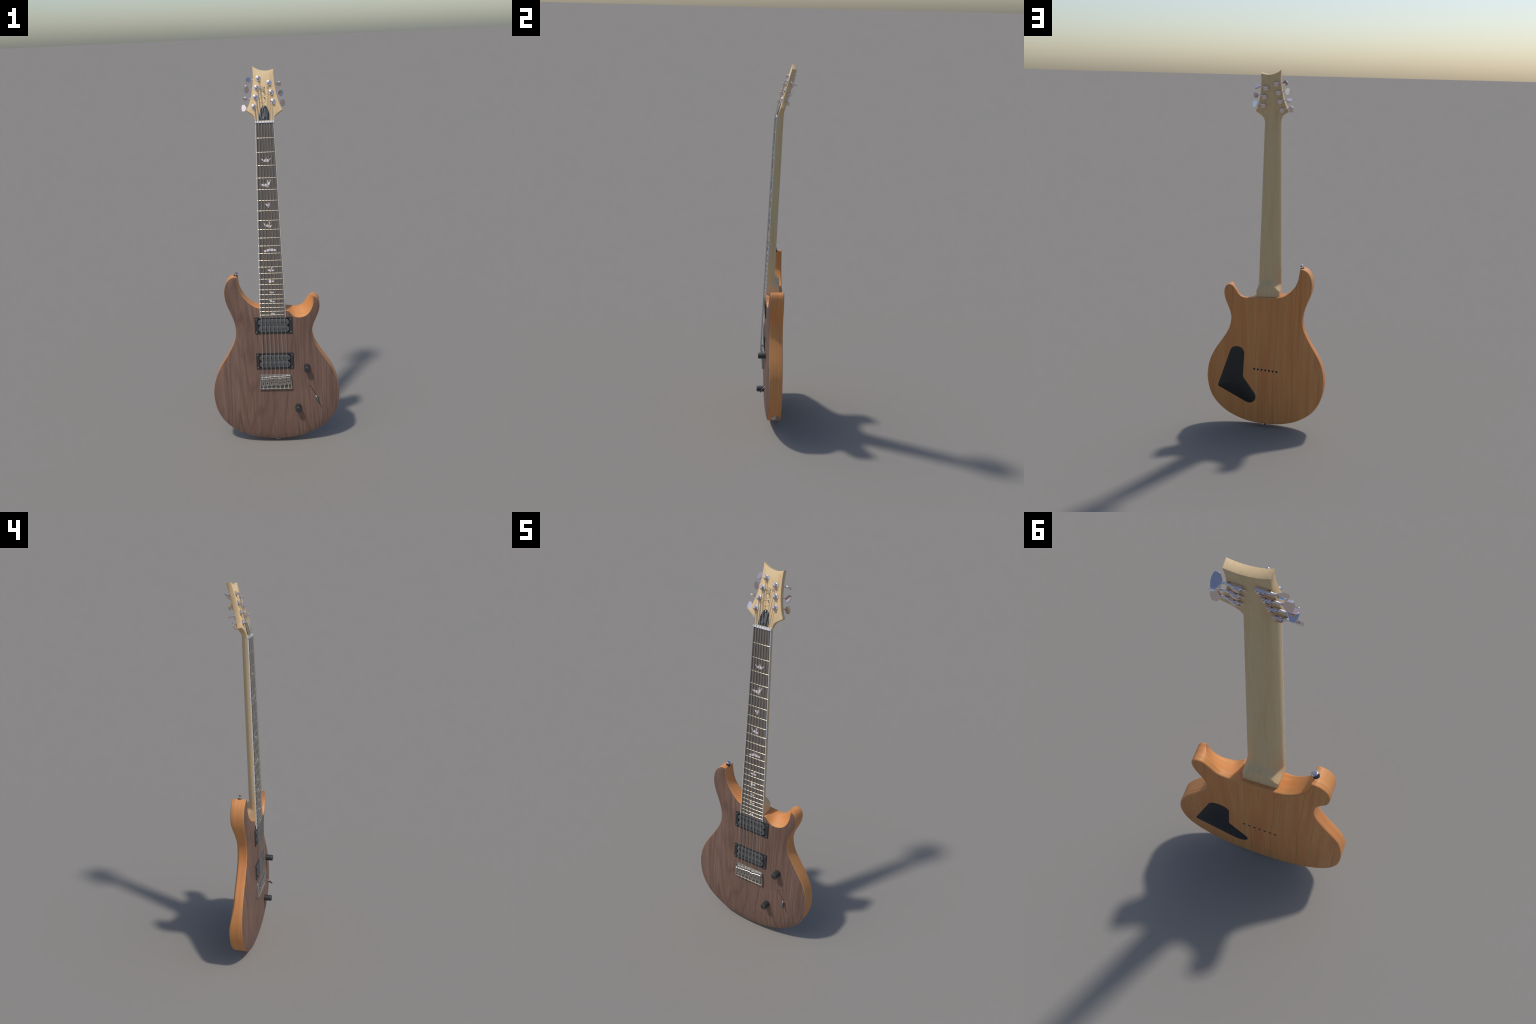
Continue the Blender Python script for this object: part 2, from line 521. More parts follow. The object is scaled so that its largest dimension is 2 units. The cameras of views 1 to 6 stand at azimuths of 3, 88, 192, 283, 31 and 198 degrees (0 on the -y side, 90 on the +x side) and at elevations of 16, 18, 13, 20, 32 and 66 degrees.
def build_body():
    # walnut cap
    V, F, rm = surface(top_in, carve_y, .0065, -1)
    me = make_mesh('carved_top', V, F, WALNUT, None, 180)
    add('carved_top', me)
    # core: rim wall in layers from front to back, then the flat back
    lay = []
    yb_edge = belly_y(back_ring)
    cap_y = carve_y(top_in)
    lay.append(np.c_[top_in[:, 0], cap_y, top_in[:, 1]])
    lay.append(np.c_[front_ring[:, 0], rim_y + .0010, front_ring[:, 1]])
    r_b = .0065
    y_wall_end = yb_edge - r_b
    # in the treble cutaway the wall sweeps from the low front lip to the back outline
    T = np.linspace(0, 1, 15)[1:]
    is_tr = np.zeros(NB, bool); is_tr[i_tr] = True
    frac = np.zeros(NB)
    u = np.linspace(0, 1, len(i_tr))
    y_mid = np.full(NB, .019)
    y_mid[i_tr] = np.interp(u, [0, .05, .12, .2, .35, .5, .85, 1], [-.022, -.002, .008, .013, .018, .020, .02, .02])
    pw = np.ones(NB)
    pw[i_tr] = np.interp(u, [0, .3, .6, 1], [2.0, 1.7, 1.15, 1.0])
    for t in T:
        if t < .8:
            w = t / .8
            y = (1 - w) * (rim_y + .0010) + w * np.minimum(y_mid, y_wall_end - .002)
            P = (1 - w ** pw)[:, None] * front_ring + (w ** pw)[:, None] * back_ring
        else:
            w = (t - .8) / .2
            y = (1 - w) * np.minimum(y_mid, y_wall_end - .002) + w * y_wall_end
            P = back_ring
        lay.append(np.c_[P[:, 0], y, P[:, 1]])
    for a in np.linspace(0, 90, 7)[1:]:
        a = math.radians(a)
        P = back_ring - bN * r_b * (1 - math.cos(a))
        lay.append(np.c_[P[:, 0], yb_edge - r_b + r_b * math.sin(a), P[:, 1]])
    L = len(lay)
    V = np.vstack(lay)
    F = []
    for k in range(L - 1):
        for i in range(NB):
            j = (i + 1) % NB
            F.append((k * NB + i, k * NB + j, (k + 1) * NB + j, (k + 1) * NB + i))
    nwall = len(F)
    last = lay[-1]
    bp = last[:, [0, 2]]
    bv, bf, rm = surface(bp, belly_y, .009, 1)
    o = len(V)
    bmap = {new: (L - 1) * NB + old for old, new in enumerate(rm)}
    ids = []
    extra = []
    for i, p in enumerate(bv):
        if i in bmap:
            ids.append(bmap[i])
        else:
            ids.append(o + len(extra)); extra.append(p)
    V = np.vstack([V, np.array(extra)])
    for f in bf:
        F.append(tuple(ids[i] for i in f))
    idx = [0] * nwall + [1] * len(bf)
    # the last two rounding rows belong to the back figure
    for q in range(2 * NB):
        idx[nwall - 1 - q] = 1
    me = make_mesh('body', V, F, [SIDEWOOD, BACKWOOD], idx, 50)
    import bmesh
    bm = bmesh.new(); bm.from_mesh(me)
    bmesh.ops.recalc_face_normals(bm, faces=bm.faces[:])
    # open front: orient by the back face
    bm.faces.ensure_lookup_table()
    if bm.faces[len(F) - 1].normal.y < 0:
        bmesh.ops.reverse_faces(bm, faces=bm.faces[:])
    bm.to_mesh(me); bm.free()
    add('body', me)

build_body()

# ------------------------------------------------------------------ neck, fretboard, headstock
NUT_Z, SCALE, FB_END = 1.7305, 1.316, .729
SLOPE = .0352                                   # neck angle

def xc(z): return -.0012 - .0037 * (z - .43)
def hw(z): return .0455 + (.0676 - .0455) * (NUT_Z - z) / (NUT_Z - FB_END)
def fb_low(z): return -.0137 - SLOPE * (1.72 - z)
FB_T, CROWN = .0045, .0016
def fb_top(x, z):
    q = (x - xc(z)) / hw(z)
    return fb_low(z) - FB_T - CROWN * (1 - min(1, q * q))
def fret_z(n): return NUT_Z - SCALE * (1 - 2 ** (-n / 12))

HM = .282
HL = math.hypot(1, HM)
HN = Vector((0, -1 / HL, HM / HL))              # headstock face normal
HS = Vector((0, HM / HL, 1 / HL))
def hp(x, z, h=0.0):
    return tuple(Vector((x, .003 + HM * (z - 1.7893), z)) + HN * h)
HEAD_T = .0242

def build_neck():
    zs = list(np.linspace(.748, .90, 62)) + list(np.linspace(.91, 1.70, 40)) + list(np.linspace(1.71, 1.80, 40))
    back_z = [.70, .88, .902, 1.05, 1.16, 1.245, 1.386, 1.518, 1.62, 1.7155, 1.735, 1.7485, 1.764, 1.785, 1.80]
    back_y = [-.006, -.0008, -.0001, .0039, .0072, .0094, .0138, .0175, .0200, .0225, .0232, .0243, .0257, .0258, .0262]
    M = 48
    V, F = [], []
    for z in zs:
        c, h = xc(z), hw(z) + .0002
        yf = fb_low(z) + .0002
        if z > 1.735:
            yf = .003 + HM * (z - 1.7893) + .0003 + .006 * float(sstep(1.757, 1.768, z))
            h = float(np.interp(z, [1.735, 1.742, 1.7495, 1.755, 1.759, 1.764, 1.772, 1.80], [.0460, .0464, .0474, .0488, .0500, .0500, .0450, .036]))
        yb = float(np.interp(z, back_z, back_y))
        heel = float(np.interp(z, [.74, .786, .82, .845], [.0266, .0250, .0238, .0222]))
        for k in range(M + 1):
            a = math.pi * k / M
            cs, sn = math.cos(a), math.sin(a)
            n1 = 2.5
            q = math.copysign(abs(cs) ** (2 / 3.2), cs)
            y1 = yf + (yb - yf) * max(0, 1 - abs(q) ** n1) ** (1 / n1)
            y2 = yf + (heel - yf) * max(0, 1 - abs(q) ** 16) ** (1 / 16)
            t = (.872 - .036 * q * q - z) / .033
            w = min(1, max(0, t)) ** 1.7
            V.append((c + h * q, y1 + (y2 - y1) * w, z))
        V[-1] = (V[-1][0], yf, z)
    n = M + 1
    for i in range(len(zs) - 1):
        for k in range(n):
            j = (k + 1) % n
            F.append((i * n + k, i * n + j, (i + 1) * n + j, (i + 1) * n + k))
    F.append(tuple(range(n)))
    F.append(tuple((len(zs) - 1) * n + k for k in range(n)))
    part('neck', V, fix(V, F), MAPLE, smooth=30)

build_neck()

HEAD_RIGHT = [(.0453, 1.9847), (.0453, 1.9541), (.0472, 1.9244), (.0507, 1.8948), (.0563, 1.865), (.0652, 1.833), (.0753, 1.8052), (.0838, 1.7907)]
HEAD_RUNDER = [(.0835, 1.789), (.0679, 1.7788), (.0530, 1.7690), (.0448, 1.7595), (.0405, 1.7530), (.0370, 1.740)]
HEAD_LUNDER = [(-.0490, 1.740), (-.0530, 1.7530), (-.0573, 1.7605), (-.0662, 1.7720), (-.0812, 1.7822), (-.0951, 1.7905)]
HEAD_LEFT = [(-.0953, 1.7920), (-.0883, 1.8031), (-.0776, 1.828), (-.0691, 1.8552), (-.0637, 1.8867), (-.0594, 1.9203), (-.0574, 1.9498), (-.0577, 1.9752), (-.0591, 2.0005)]
HEAD_TOP = [(-.0591, 2.0005), (-.044, 1.9905), (-.0267, 1.9828), (-.0093, 1.9785), (.0039, 1.9770), (.017, 1.9774), (.0325, 1.9804), (.0453, 1.9847)]

def build_head():
    P = np.vstack([spline(HEAD_TOP, 22)[:-1], spline(HEAD_RIGHT, 24), spline(HEAD_RUNDER, 16),
                   spline(HEAD_LUNDER, 16), spline(HEAD_LEFT, 26)[:-1]])
    v, f = slab(P, [(.0012, -HEAD_T), (.0004, -HEAD_T + .0004), (0, -HEAD_T + .0012), (0, -.0012), (.0004, -.0004), (.0012, 0)], hp)
    return part('headstock', v, f, MAPLE, smooth=40)
head = build_head()

def build_fretboard():
    zs = np.linspace(FB_END, NUT_Z, 60)
    bind = .0026
    V, F = [], []
    K = 9
    for z in zs:
        c, h = xc(z), hw(z) - bind
        row = [(c - h, fb_low(z) + .0006, z)]
        for q in np.linspace(-1, 1, K):
            row.append((c + q * h, fb_top(c + q * h, z), z))
        row.append((c + h, fb_low(z) + .0006, z))
        V += row
    n = K + 2
    for i in range(len(zs) - 1):
        for k in range(n):
            j = (k + 1) % n
            F.append((i * n + k, i * n + j, (i + 1) * n + j, (i + 1) * n + k))
    F.append(tuple(range(n)))
    F.append(tuple((len(zs) - 1) * n + k for k in range(n)))
    fb = part('fretboard', V, fix(V, F), ROSEWOOD, smooth=30)
    for sgn in (-1, 1):
        V, F = [], []
        for z in zs:
            c, h = xc(z), hw(z)
            o, i_ = c + sgn * (h - .0002), c + sgn * (h - bind)
            V += [(i_, fb_low(z) + .0006, z), (i_, fb_top(i_, z), z), (o - sgn * .0007, fb_top(o, z), z), (o, fb_top(o, z) + .0007, z), (o, fb_low(z) + .0003, z)]
        for i in range(len(zs) - 1):
            for k in range(5):
                j = (k + 1) % 5
                F.append((i * 5 + k, i * 5 + j, i * 5 + 5 + j, i * 5 + 5 + k))
        F.append(tuple(range(5)))
        F.append(tuple((len(zs) - 1) * 5 + k for k in range(5)))
        part('binding', V, fix(V, F), BINDING, fb, smooth=30)
    # the light strip that closes the body end
    z0 = FB_END
    V = []
    for zz in (z0 - .0016, z0 - .0001):
        for q in np.linspace(-1, 1, 7):
            x = xc(zz) + q * hw(zz)
            V += [(x, fb_low(zz) + .001, zz), (x, fb_top(x, zz) + .0006, zz)]
    F = []
    for q in range(6):
        a = 2 * q
        F += [(a, a + 1, a + 3, a + 2), (14 + a, 14 + a + 1, 14 + a + 3, 14 + a + 2), (a + 1, a + 3, 14 + a + 3, 14 + a + 1), (a, a + 2, 14 + a + 2, 14 + a)]
    F += [(0, 1, 15, 14), (12, 13, 27, 26)]
    part('binding', V, fix(V, F), mat_plain('end_strip', srgb(120, 118, 116), .5), fb, smooth=30)
    # frets
    for k in range(1, 25):
        z = fret_z(k)
        V, F = [], []
        K = 11
        prof = [(-.0021, .0004), (-.0019, -.0008), (-.0011, -.0016), (0, -.0019), (.0011, -.0016), (.0019, -.0008), (.0021, .0004)]
        for q in np.linspace(-1, 1, K):
            x = xc(z) + q * (hw(z) - .0008)
            s = .35 if abs(q) == 1 else 1
            for dz, dy in prof:
                V.append((x, fb_top(x, z) + dy * s, z + dz * (.7 if s < 1 else 1)))
        m = len(prof)
        for i in range(K - 1):
            for j in range(m):
                l = (j + 1) % m
                F.append((i * m + j, i * m + l, (i + 1) * m + l, (i + 1) * m + j))
        F += [tuple(range(m)), tuple((K - 1) * m + j for j in range(m))]
        part('fret', V, fix(V, F), FRETMETAL, fb, smooth=50)
    # side dots on the bass edge
    dots = []
    for k in (3, 5, 7, 9, 12, 12, 15, 17, 19, 21, 24, 24):
        z = .5 * (fret_z(k) + fret_z(k - 1))
        if k in (12, 24):
            z += .006 if (k, 'a') not in dots else -.006
            dots.append((k, 'a'))
        v, f = lathe([(.0012, -.001), (.0012, .0004)], 10)
        M = frame((xc(z) - hw(z) + .0002, fb_low(z) - .0022, z), (-1, 0, 0), (0, 0, 1))
        g = Geo().put(v, f, 0, M)
        part('side_dot', g.v, g.f, VOID, fb, smooth=30)
    return fb
fretboard = build_fretboard()

# bird inlays: outline in (x, z) on the fretboard face
BIRDS = {
 3: [(-.0320, 1.5560), (-.0225, 1.5528), (-.0163, 1.5492), (-.0086, 1.5535), (-.0043, 1.5670), (-.0022, 1.5545), (.004, 1.5503), (.0091, 1.5514), (.0200, 1.5586),
     (.0114, 1.5467), (.0054, 1.5379), (-.0008, 1.5402), (-.0048, 1.5359), (-.009, 1.5416), (-.0148, 1.5390), (-.0229, 1.5440)],
 5: [(-.0405, 1.4298), (-.0313, 1.4295), (-.016, 1.4303), (-.0052, 1.4291), (-.0037, 1.4500), (.0007, 1.4482), (.0002, 1.4355), (.0061, 1.4396), (.0109, 1.4505),
     (.0156, 1.4505), (.0117, 1.4373), (.0082, 1.4283), (.0016, 1.4221), (-.0002, 1.4092), (-.0039, 1.4120), (-.005, 1.4159), (-.0241, 1.4170), (-.0329, 1.4218)],
 7: [(-.0195, 1.3308), (-.0116, 1.3280), (-.0046, 1.3244), (.0001, 1.3382), (.0037, 1.3257), (.0015, 1.3165), (-.0034, 1.3048), (-.007, 1.3115), (-.0075, 1.3168), (-.0144, 1.3201)],
 9: [(-.0310, 1.2342), (-.0258, 1.2278), (-.0196, 1.2204), (-.0105, 1.2234), (-.0047, 1.2212), (-.0034, 1.2402), (.0022, 1.2348), (-.0003, 1.2204), (.0022, 1.2170), (.0115, 1.2194),
     (.0058, 1.2105), (.0017, 1.2048), (-.0047, 1.2062), (-.0096, 1.2123), (-.0174, 1.2105), (-.0237, 1.2140), (-.0279, 1.2222)],
 12: [(-.0341, 1.0881), (-.0278, 1.0899), (-.0185, 1.0949), (-.0059, 1.0962), (-.0025, 1.1100), (-.0002, 1.0961), (.0078, 1.0977), (.0168, 1.0956), (.0269, 1.0916), (.0266, 1.0842),
      (.0164, 1.0840), (-.0018, 1.0845), (-.0085, 1.0865), (-.019, 1.0803), (-.0316, 1.0795), (-.0343, 1.0826)],
 15: [(-.0250, .9876), (-.01, .9884), (-.0043, .9875), (-.0011, .9982), (.0071, .9973), (.0003, .9890), (.0025, .9862), (.0160, .9865), (.0126, .9813), (.0057, .9785),
      (-.0034, .9800), (-.0042, .9741), (-.0082, .9743), (-.008, .9808), (-.0172, .9798)],
 17: [(-.0166, .9350), (-.0061, .9323), (-.0033, .9286), (.0100, .9294), (.0104, .9206), (.0001, .9211), (-.0052, .9172), (-.0112, .9151), (-.0155, .9190), (-.0177, .9239), (-.0144, .9276)],
 19: [(-.0162, .8713), (-.0093, .8694), (-.0027, .8677), (-.0002, .8760), (.0013, .8671), (.0102, .8682), (.0053, .8624), (-.0007, .8594), (-.008, .8620)],
 21: [(-.0156, .8242), (-.0036, .8230), (-.0001, .8184), (.0121, .8194), (.008, .8137), (.0004, .8108), (-.0039, .8141), (-.0151, .8175)],
 24: [(-.0108, .7540), (-.0046, .7555), (.0067, .7552), (.0079, .7462), (.001, .7463), (-.0078, .7489)],
}
for k, P in BIRDS.items():
    # soften the corners a little
    Q = []
    P = np.array(P)
    for i in range(len(P)):
        a, b, c = P[i - 1], P[i], P[(i + 1) % len(P)]
        Q += [b + (a - b) * .22, b + ((a + c) / 2 - b) * .06, b + (c - b) * .22]
    v, f = slab(Q, [(0, -.0004), (0, .00025), (.0003, .0004)], lambda a, b, h: (a, fb_top(a, b) - h, b))
    part('bird_inlay', v, f, PEARL, fretboard, smooth=20)

# ------------------------------------------------------------------ nut
NUT_X = [-.0468 + .0132 * i for i in range(7)]
def build_nut():
    g = Geo()
    z0, z1 = NUT_Z, NUT_Z + .0100
    cx, h = xc(NUT_Z), .0461
    edges = [cx - h] + [x for s in NUT_X for x in (s - .0011, s + .0011)] + [cx + h]
    def box(x0, x1, ytop, y0):
        v = [(x0, y0, z0), (x1, y0, z0), (x1, y0, z1), (x0, y0, z1), (x0, ytop, z0 + .001), (x1, ytop, z0 + .001), (x1, ytop + .0028, z1 - .0006), (x0, ytop + .0028, z1 - .0006)]
        f = [(0, 1, 2, 3), (4, 5, 6, 7), (0, 1, 5, 4), (1, 2, 6, 5), (2, 3, 7, 6), (3, 0, 4, 7)]
        g.put(v, fix(v, f))
    box(cx - h, cx + h, -.0207, -.0080)
    for i in range(0, len(edges), 2):
        box(edges[i], edges[i + 1], -.0224 - (.0007 if 2 < i < 12 else 0), -.0200)
    part('nut', g.v, g.f, NUTMAT, smooth=30)
build_nut()

# ------------------------------------------------------------------ tuners
POSTS_L = [(-.0328, 1.9408), (-.0419, 1.897), (-.0494, 1.8527), (-.0581, 1.8072)]
POSTS_R = [(.0203, 1.9188), (.0296, 1.8734), (.0377, 1.8288)]
ANG_L = [38, 92, -28, 63]
ANG_R = [-34, 39, 96]

v, f = lathe([(.0137, -.0005), (.0137, .0022), (.0131, .0030), (.0125, .0032), (.0080, .0034), (.0072, .0040), (.0066, .0068), (.0058, .0074),
              (.0048, .0090), (.0045, .0110), (.0045, .0135), (.0056, .0152), (.0062, .0168), (.0062, .0190), (.0054, .0204), (.0030, .0212), (.0010, .0213)], 28)
POST_ME = make_mesh('tuner_post', v, f, CHROME, None, 40)

def housing_mesh(sg):
    # local: x outward (times sg), y along headstock (+ towards the tip), z away from the back
    out = []
    for k in range(15):
        a = math.pi + math.pi * k / 14
        out.append((.0130 * math.cos(a), -.0105 + .0130 * math.sin(a)))
    out += [(.0130, .0045), (-.0130, .0045)]
    P = [(sg * .0020 + x, y) for x, y in out]
    g = Geo()
    v, f = slab(P, [(0, -.001), (0, .0078), (.0006, .0092), (.0016, .0098)], lambda a, b, h: (a, b, h))
    g.put(v, f)
    # round gear lid
    v, f = lathe([(.0100, .0096), (.0100, .0106), (.0092, .0110), (.0040, .0108)], 24)
    g.put(v, f, 0, Matrix.Translation((sg * .0020, -.0100, 0)))
    # worm barrel along the top
    v, f = tube([(sg * -.0105, .0002, .0048), (sg * .0165, .0002, .0048)], .0043, 14)
    g.put(v, f)
    v, f = tube([(sg * .016, 0, .0048), (sg * .0245, 0, .0048), (sg * .0255, 0, .0048), (sg * .0365, 0, .0048)], [.0040, .0036, .0030, .0027], 14)
    g.put(v, f)
    # mounting ear with its screw
    v, f = lathe([(.0038, -.0005), (.0038, .0022), (.0028, .0034), (.001, .0036)], 14)
    g.put(v, f, 0, Matrix.Translation((sg * -.0125, -.0175, 0)))
    return make_mesh('tuner', g.v, g.f, CHROME, None, 35)
HOUSE = {-1: housing_mesh(-1), 1: housing_mesh(1)}

def button_mesh(sg):
    half = [(-.0126, .0030), (-.0102, .0075), (-.0054, .0160), (-.0034, .0180), (.0064, .0182), (.0092, .0165), (.0120, .0080), (.0128, 0)]
    P = [(sg * x, y) for x, y in half] + [(sg * x, -y) for x, y in half[:-1][::-1]]
    v, f = slab(P, [(.0009, -.0034), (.0002, -.0030), (0, -.0024), (0, .0024), (.0002, .0030), (.0009, .0034)], lambda a, b, h: (a, b, h))
    g = Geo().put(v, f)
    v, f = tube([(-sg * .0165, 0, 0), (-sg * .0105, 0, 0)], [.0034, .0034], 12)
    g.put(v, f)
    return make_mesh('tuner_button', g.v, g.f, CHROME, None, 28)
BUTTON = {-1: button_mesh(-1), 1: button_mesh(1)}

for posts, angs, sg in ((POSTS_L, ANG_L, -1), (POSTS_R, ANG_R, 1)):
    for (x, z), ang in zip(posts, angs):
        o = hp(x, z, -HEAD_T)
        # local z = away from the back, local y = up the headstock
        X = Vector((1, 0, 0)); Zd = -HN; Yd = HS
        M = Matrix((X, Yd, Zd)).transposed().to_4x4(); M.translation = Vector(o)
        t = add('tuner', HOUSE[sg], None, M)
        Mp = frame(hp(x, z, 0), HN, (1, 0, 0))
        add('tuner_post', POST_ME, t, M.inverted() @ Mp)
        c = Vector(hp(x, z, -HEAD_T - .0048)) + X * sg * (.0490 if sg < 0 else .0470)
        a = math.radians(ang)
        L = Vector((0, math.cos(a), math.sin(a)))
        Mb = Matrix((X, L, X.cross(L))).transposed().to_4x4(); Mb.translation = c
        add('tuner_button', BUTTON[sg], t, M.inverted() @ Mb)

# ------------------------------------------------------------------ truss rod cover and headstock marks
P = np.vstack([spline([(.0196, 1.7425), (.0196, 1.7636), (.0165, 1.7830), (.0105, 1.7990), (.0030, 1.8085), (-.0066, 1.8115), (-.0160, 1.8065), (-.0235, 1.7930), (-.0295, 1.7720), (-.0323, 1.7540), (-.0331, 1.7425)], 40)])
v, f = slab(P, [(0, -.0008), (0, .0016), (.0006, .0024), (.0016, .0027)], hp)
tcov = part('truss_rod_cover', v, f, GLOSSBLACK, smooth=35)
v, f = lathe([(.0030, 0), (.0030, .0010), (.0020, .0018), (.0006, .0020)], 14)
g = Geo().put(v, f, 0, frame(hp(-.0070, 1.8035, .0024), HN))
part('screw', g.v, g.f, CHROME, tcov, smooth=40)

def text_mesh(body, size, extrude, shear=0.0):
    cu = bpy.data.curves.new('lettering', 'FONT')
    cu.body = body; cu.size = size; cu.extrude = extrude; cu.shear = shear
    cu.align_x = 'CENTER'; cu.align_y = 'CENTER'
    ob = bpy.data.objects.new('lettering', cu)
    COLL.objects.link(ob)
    dg = bpy.context.evaluated_depsgraph_get()
    dg.update()
    me = bpy.data.meshes.new_from_object(ob.evaluated_get(dg))
    bpy.data.objects.remove(ob)
    bpy.data.curves.remove(cu)
    return me

def put_text(name, body, size, x, z, h, matl, parent, shear=0.0, sx=1.0):
    me = text_mesh(body, size, .0002, shear)
    me.name = name
    me.materials.clear(); me.materials.append(matl)
    # letters run up the neck, their tops towards the bass side
    X, Y = HS, Vector((-1, 0, 0))
    M = Matrix((X * sx, Y, X.cross(Y))).transposed().to_4x4()
    M.translation = Vector(hp(x, z, h))
    me.transform(M)
    add(name, me, parent)
put_text('lettering', 'Mark', .0118, -.0128, 1.7600, .0028, WHITEINK, tcov, .3)
put_text('lettering', 'Holcomb', .0112, -.0030, 1.7760, .0028, WHITEINK, tcov, .3)
put_text('lettering', 'SE', .0125, .0135, 1.8960, .0002, INK, head, .1, 1.1)

# flowing pen signature along the headstock, strokes in picture units of the face
def sig(u, v):
    return (-.0316 + (u - 55) * .000198, 1.9050 - (v - 290) * .0001775)
STROKES = [
    [(70, 640), (52, 665), (62, 700), (105, 738), (155, 748), (205, 722), (236, 682), (228, 645), (200, 630), (218, 612), (185, 602), (222, 592)],
    [(70, 640), (95, 618), (150, 604), (215, 590), (190, 612), (222, 628), (185, 640), (222, 650)],
    [(108, 468), (90, 500), (112, 540), (160, 562), (205, 545), (233, 505), (226, 478), (188, 462), (222, 452), (180, 442), (216, 428)],
    [(108, 468), (150, 448), (205, 450), (175, 470), (222, 486), (190, 500), (224, 512), (200, 530)],
    [(216, 428), (160, 434), (112, 440), (140, 425), (200, 418), (222, 408)],
    [(222, 408), (150, 402), (80, 396), (72, 382), (95, 376), (160, 384), (214, 392), (150, 378), (84, 368), (92, 362), (160, 366), (216, 372)],
    [(216, 372), (190, 360), (220, 350), (188, 342), (218, 334), (170, 326), (118, 312)],
    [(150, 296), (160, 318), (166, 340)],
    [(218, 334), (218, 306)],
    [(192, 280), (196, 288)],
]
g = Geo()
for s in STROKES:
    pts = spline(s, 8 * len(s)) if len(s) > 2 else np.array(s, float)
    path = [hp(*sig(u, w), .0001) for u, w in pts]
    v, f = tube(path, .00055, 6)
    g.put(v, f)
part('signature', g.v, g.f, INK, head, smooth=60)

# ------------------------------------------------------------------ pickups
def rim_at(x, z): return float(carve_y(np.array([[x, z]]))[0])

def string_x(i, z):
    xs, xn = -.0662 + .0222 * i, NUT_X[i]
    t = (z - .39) / (1.735 - .39)
    return xs + (xn - xs) * t

def build_pickup(zc):
    yc = rim_at(0, zc)
    face = yc - .0030
    H = .0452
    outer = rounded_rect(.0984, H, .0045)
    inner = rounded_rect(.0822, .0385, .0030)
    g = Geo()
    rings = [(outer, .012), (outer, .0008), (outer * [.995, .99], 0), (inner * [1.004, 1.01], 0), (inner, .0010), (inner, .012)]
    n = len(outer)
    V = []
    for R, d in rings:
        V += [(x, face + d, zc + b) for x, b in R]
    F = []
    for k in range(len(rings) - 1):
        for i in range(n):
            j = (i + 1) % n
            F.append((k * n + i, k * n + j, (k + 1) * n + j, (k + 1) * n + i))
    g.put(V, fix(V, F))
    rg = part('pickup', g.v, g.f, RINGBLACK, smooth=35)
    # dark well
    v, f = slab(rounded_rect(.0832, .0392, .003), [(0, -.010), (0, -.0030)], lambda a, b, h: (a, face - h, zc + b))
    part('pickup_well', v, f, VOID, rg, smooth=10)
    for sgn in (1, -1):
        cz = zc + sgn * .0183
        S = [(.0640 * (1 if abs(a) < 90 else -1) + .0176 * math.cos(math.radians(a)), .0176 * math.sin(math.radians(a))) for a in list(range(-90, 91, 10))] 
        S = [(.0630 + .0178 * math.cos(math.radians(a)), .0178 * math.sin(math.radians(a))) for a in range(-90, 91, 10)] + \
            [(-.0630 - .0178 * math.cos(math.radians(a)), -.0178 * math.sin(math.radians(a))) for a in range(-90, 91, 10)]
        v, f = slab(S, [(0, -.008), (0, .0016), (.0005, .0022), (.0012, .0024)], lambda a, b, h: (a, face - h, cz + b))
        bob = part('bobbin', v, f, BOBBIN, rg, smooth=35)
        for i in range(7):
            v, f = lathe([(.0046, 0), (.0046, .0005), (.0036, .0008), (.0010, .0007)], 14)
            gg = Geo().put(v, f, 0, frame((string_x(i, zc) + .0018, face - .0023, cz), (0, -1, 0)))
            part('pole_piece', gg.v, gg.f, POLE, rg, smooth=40)
        for i in (0, 5):
            x = .5 * (string_x(i, zc) + string_x(i + 1, zc)) + .001
            v, f = lathe([(.0019, 0), (.0019, .0005), (.0006, .0004)], 10)
            gg = Geo().put(v, f, 0, frame((x, face - .0023, cz), (0, -1, 0)))
            part('bobbin_screw', gg.v, gg.f, VOID, rg, smooth=40)
    for x in (-.0900, .0900):
        for dz in (-.0345, 0, .0345):
            v, f = lathe([(.0028, -.0005), (.0028, .0004), (.0020, .0008), (.0007, .0007)], 12)
            gg = Geo().put(v, f, 0, frame((x * (.975 if dz == 0 else 1), face, zc + dz), (0, -1, 0)))
            part('screw', gg.v, gg.f, SATIN if dz else RINGBLACK, rg, smooth=40)
build_pickup(.6838)
build_pickup(.4848)

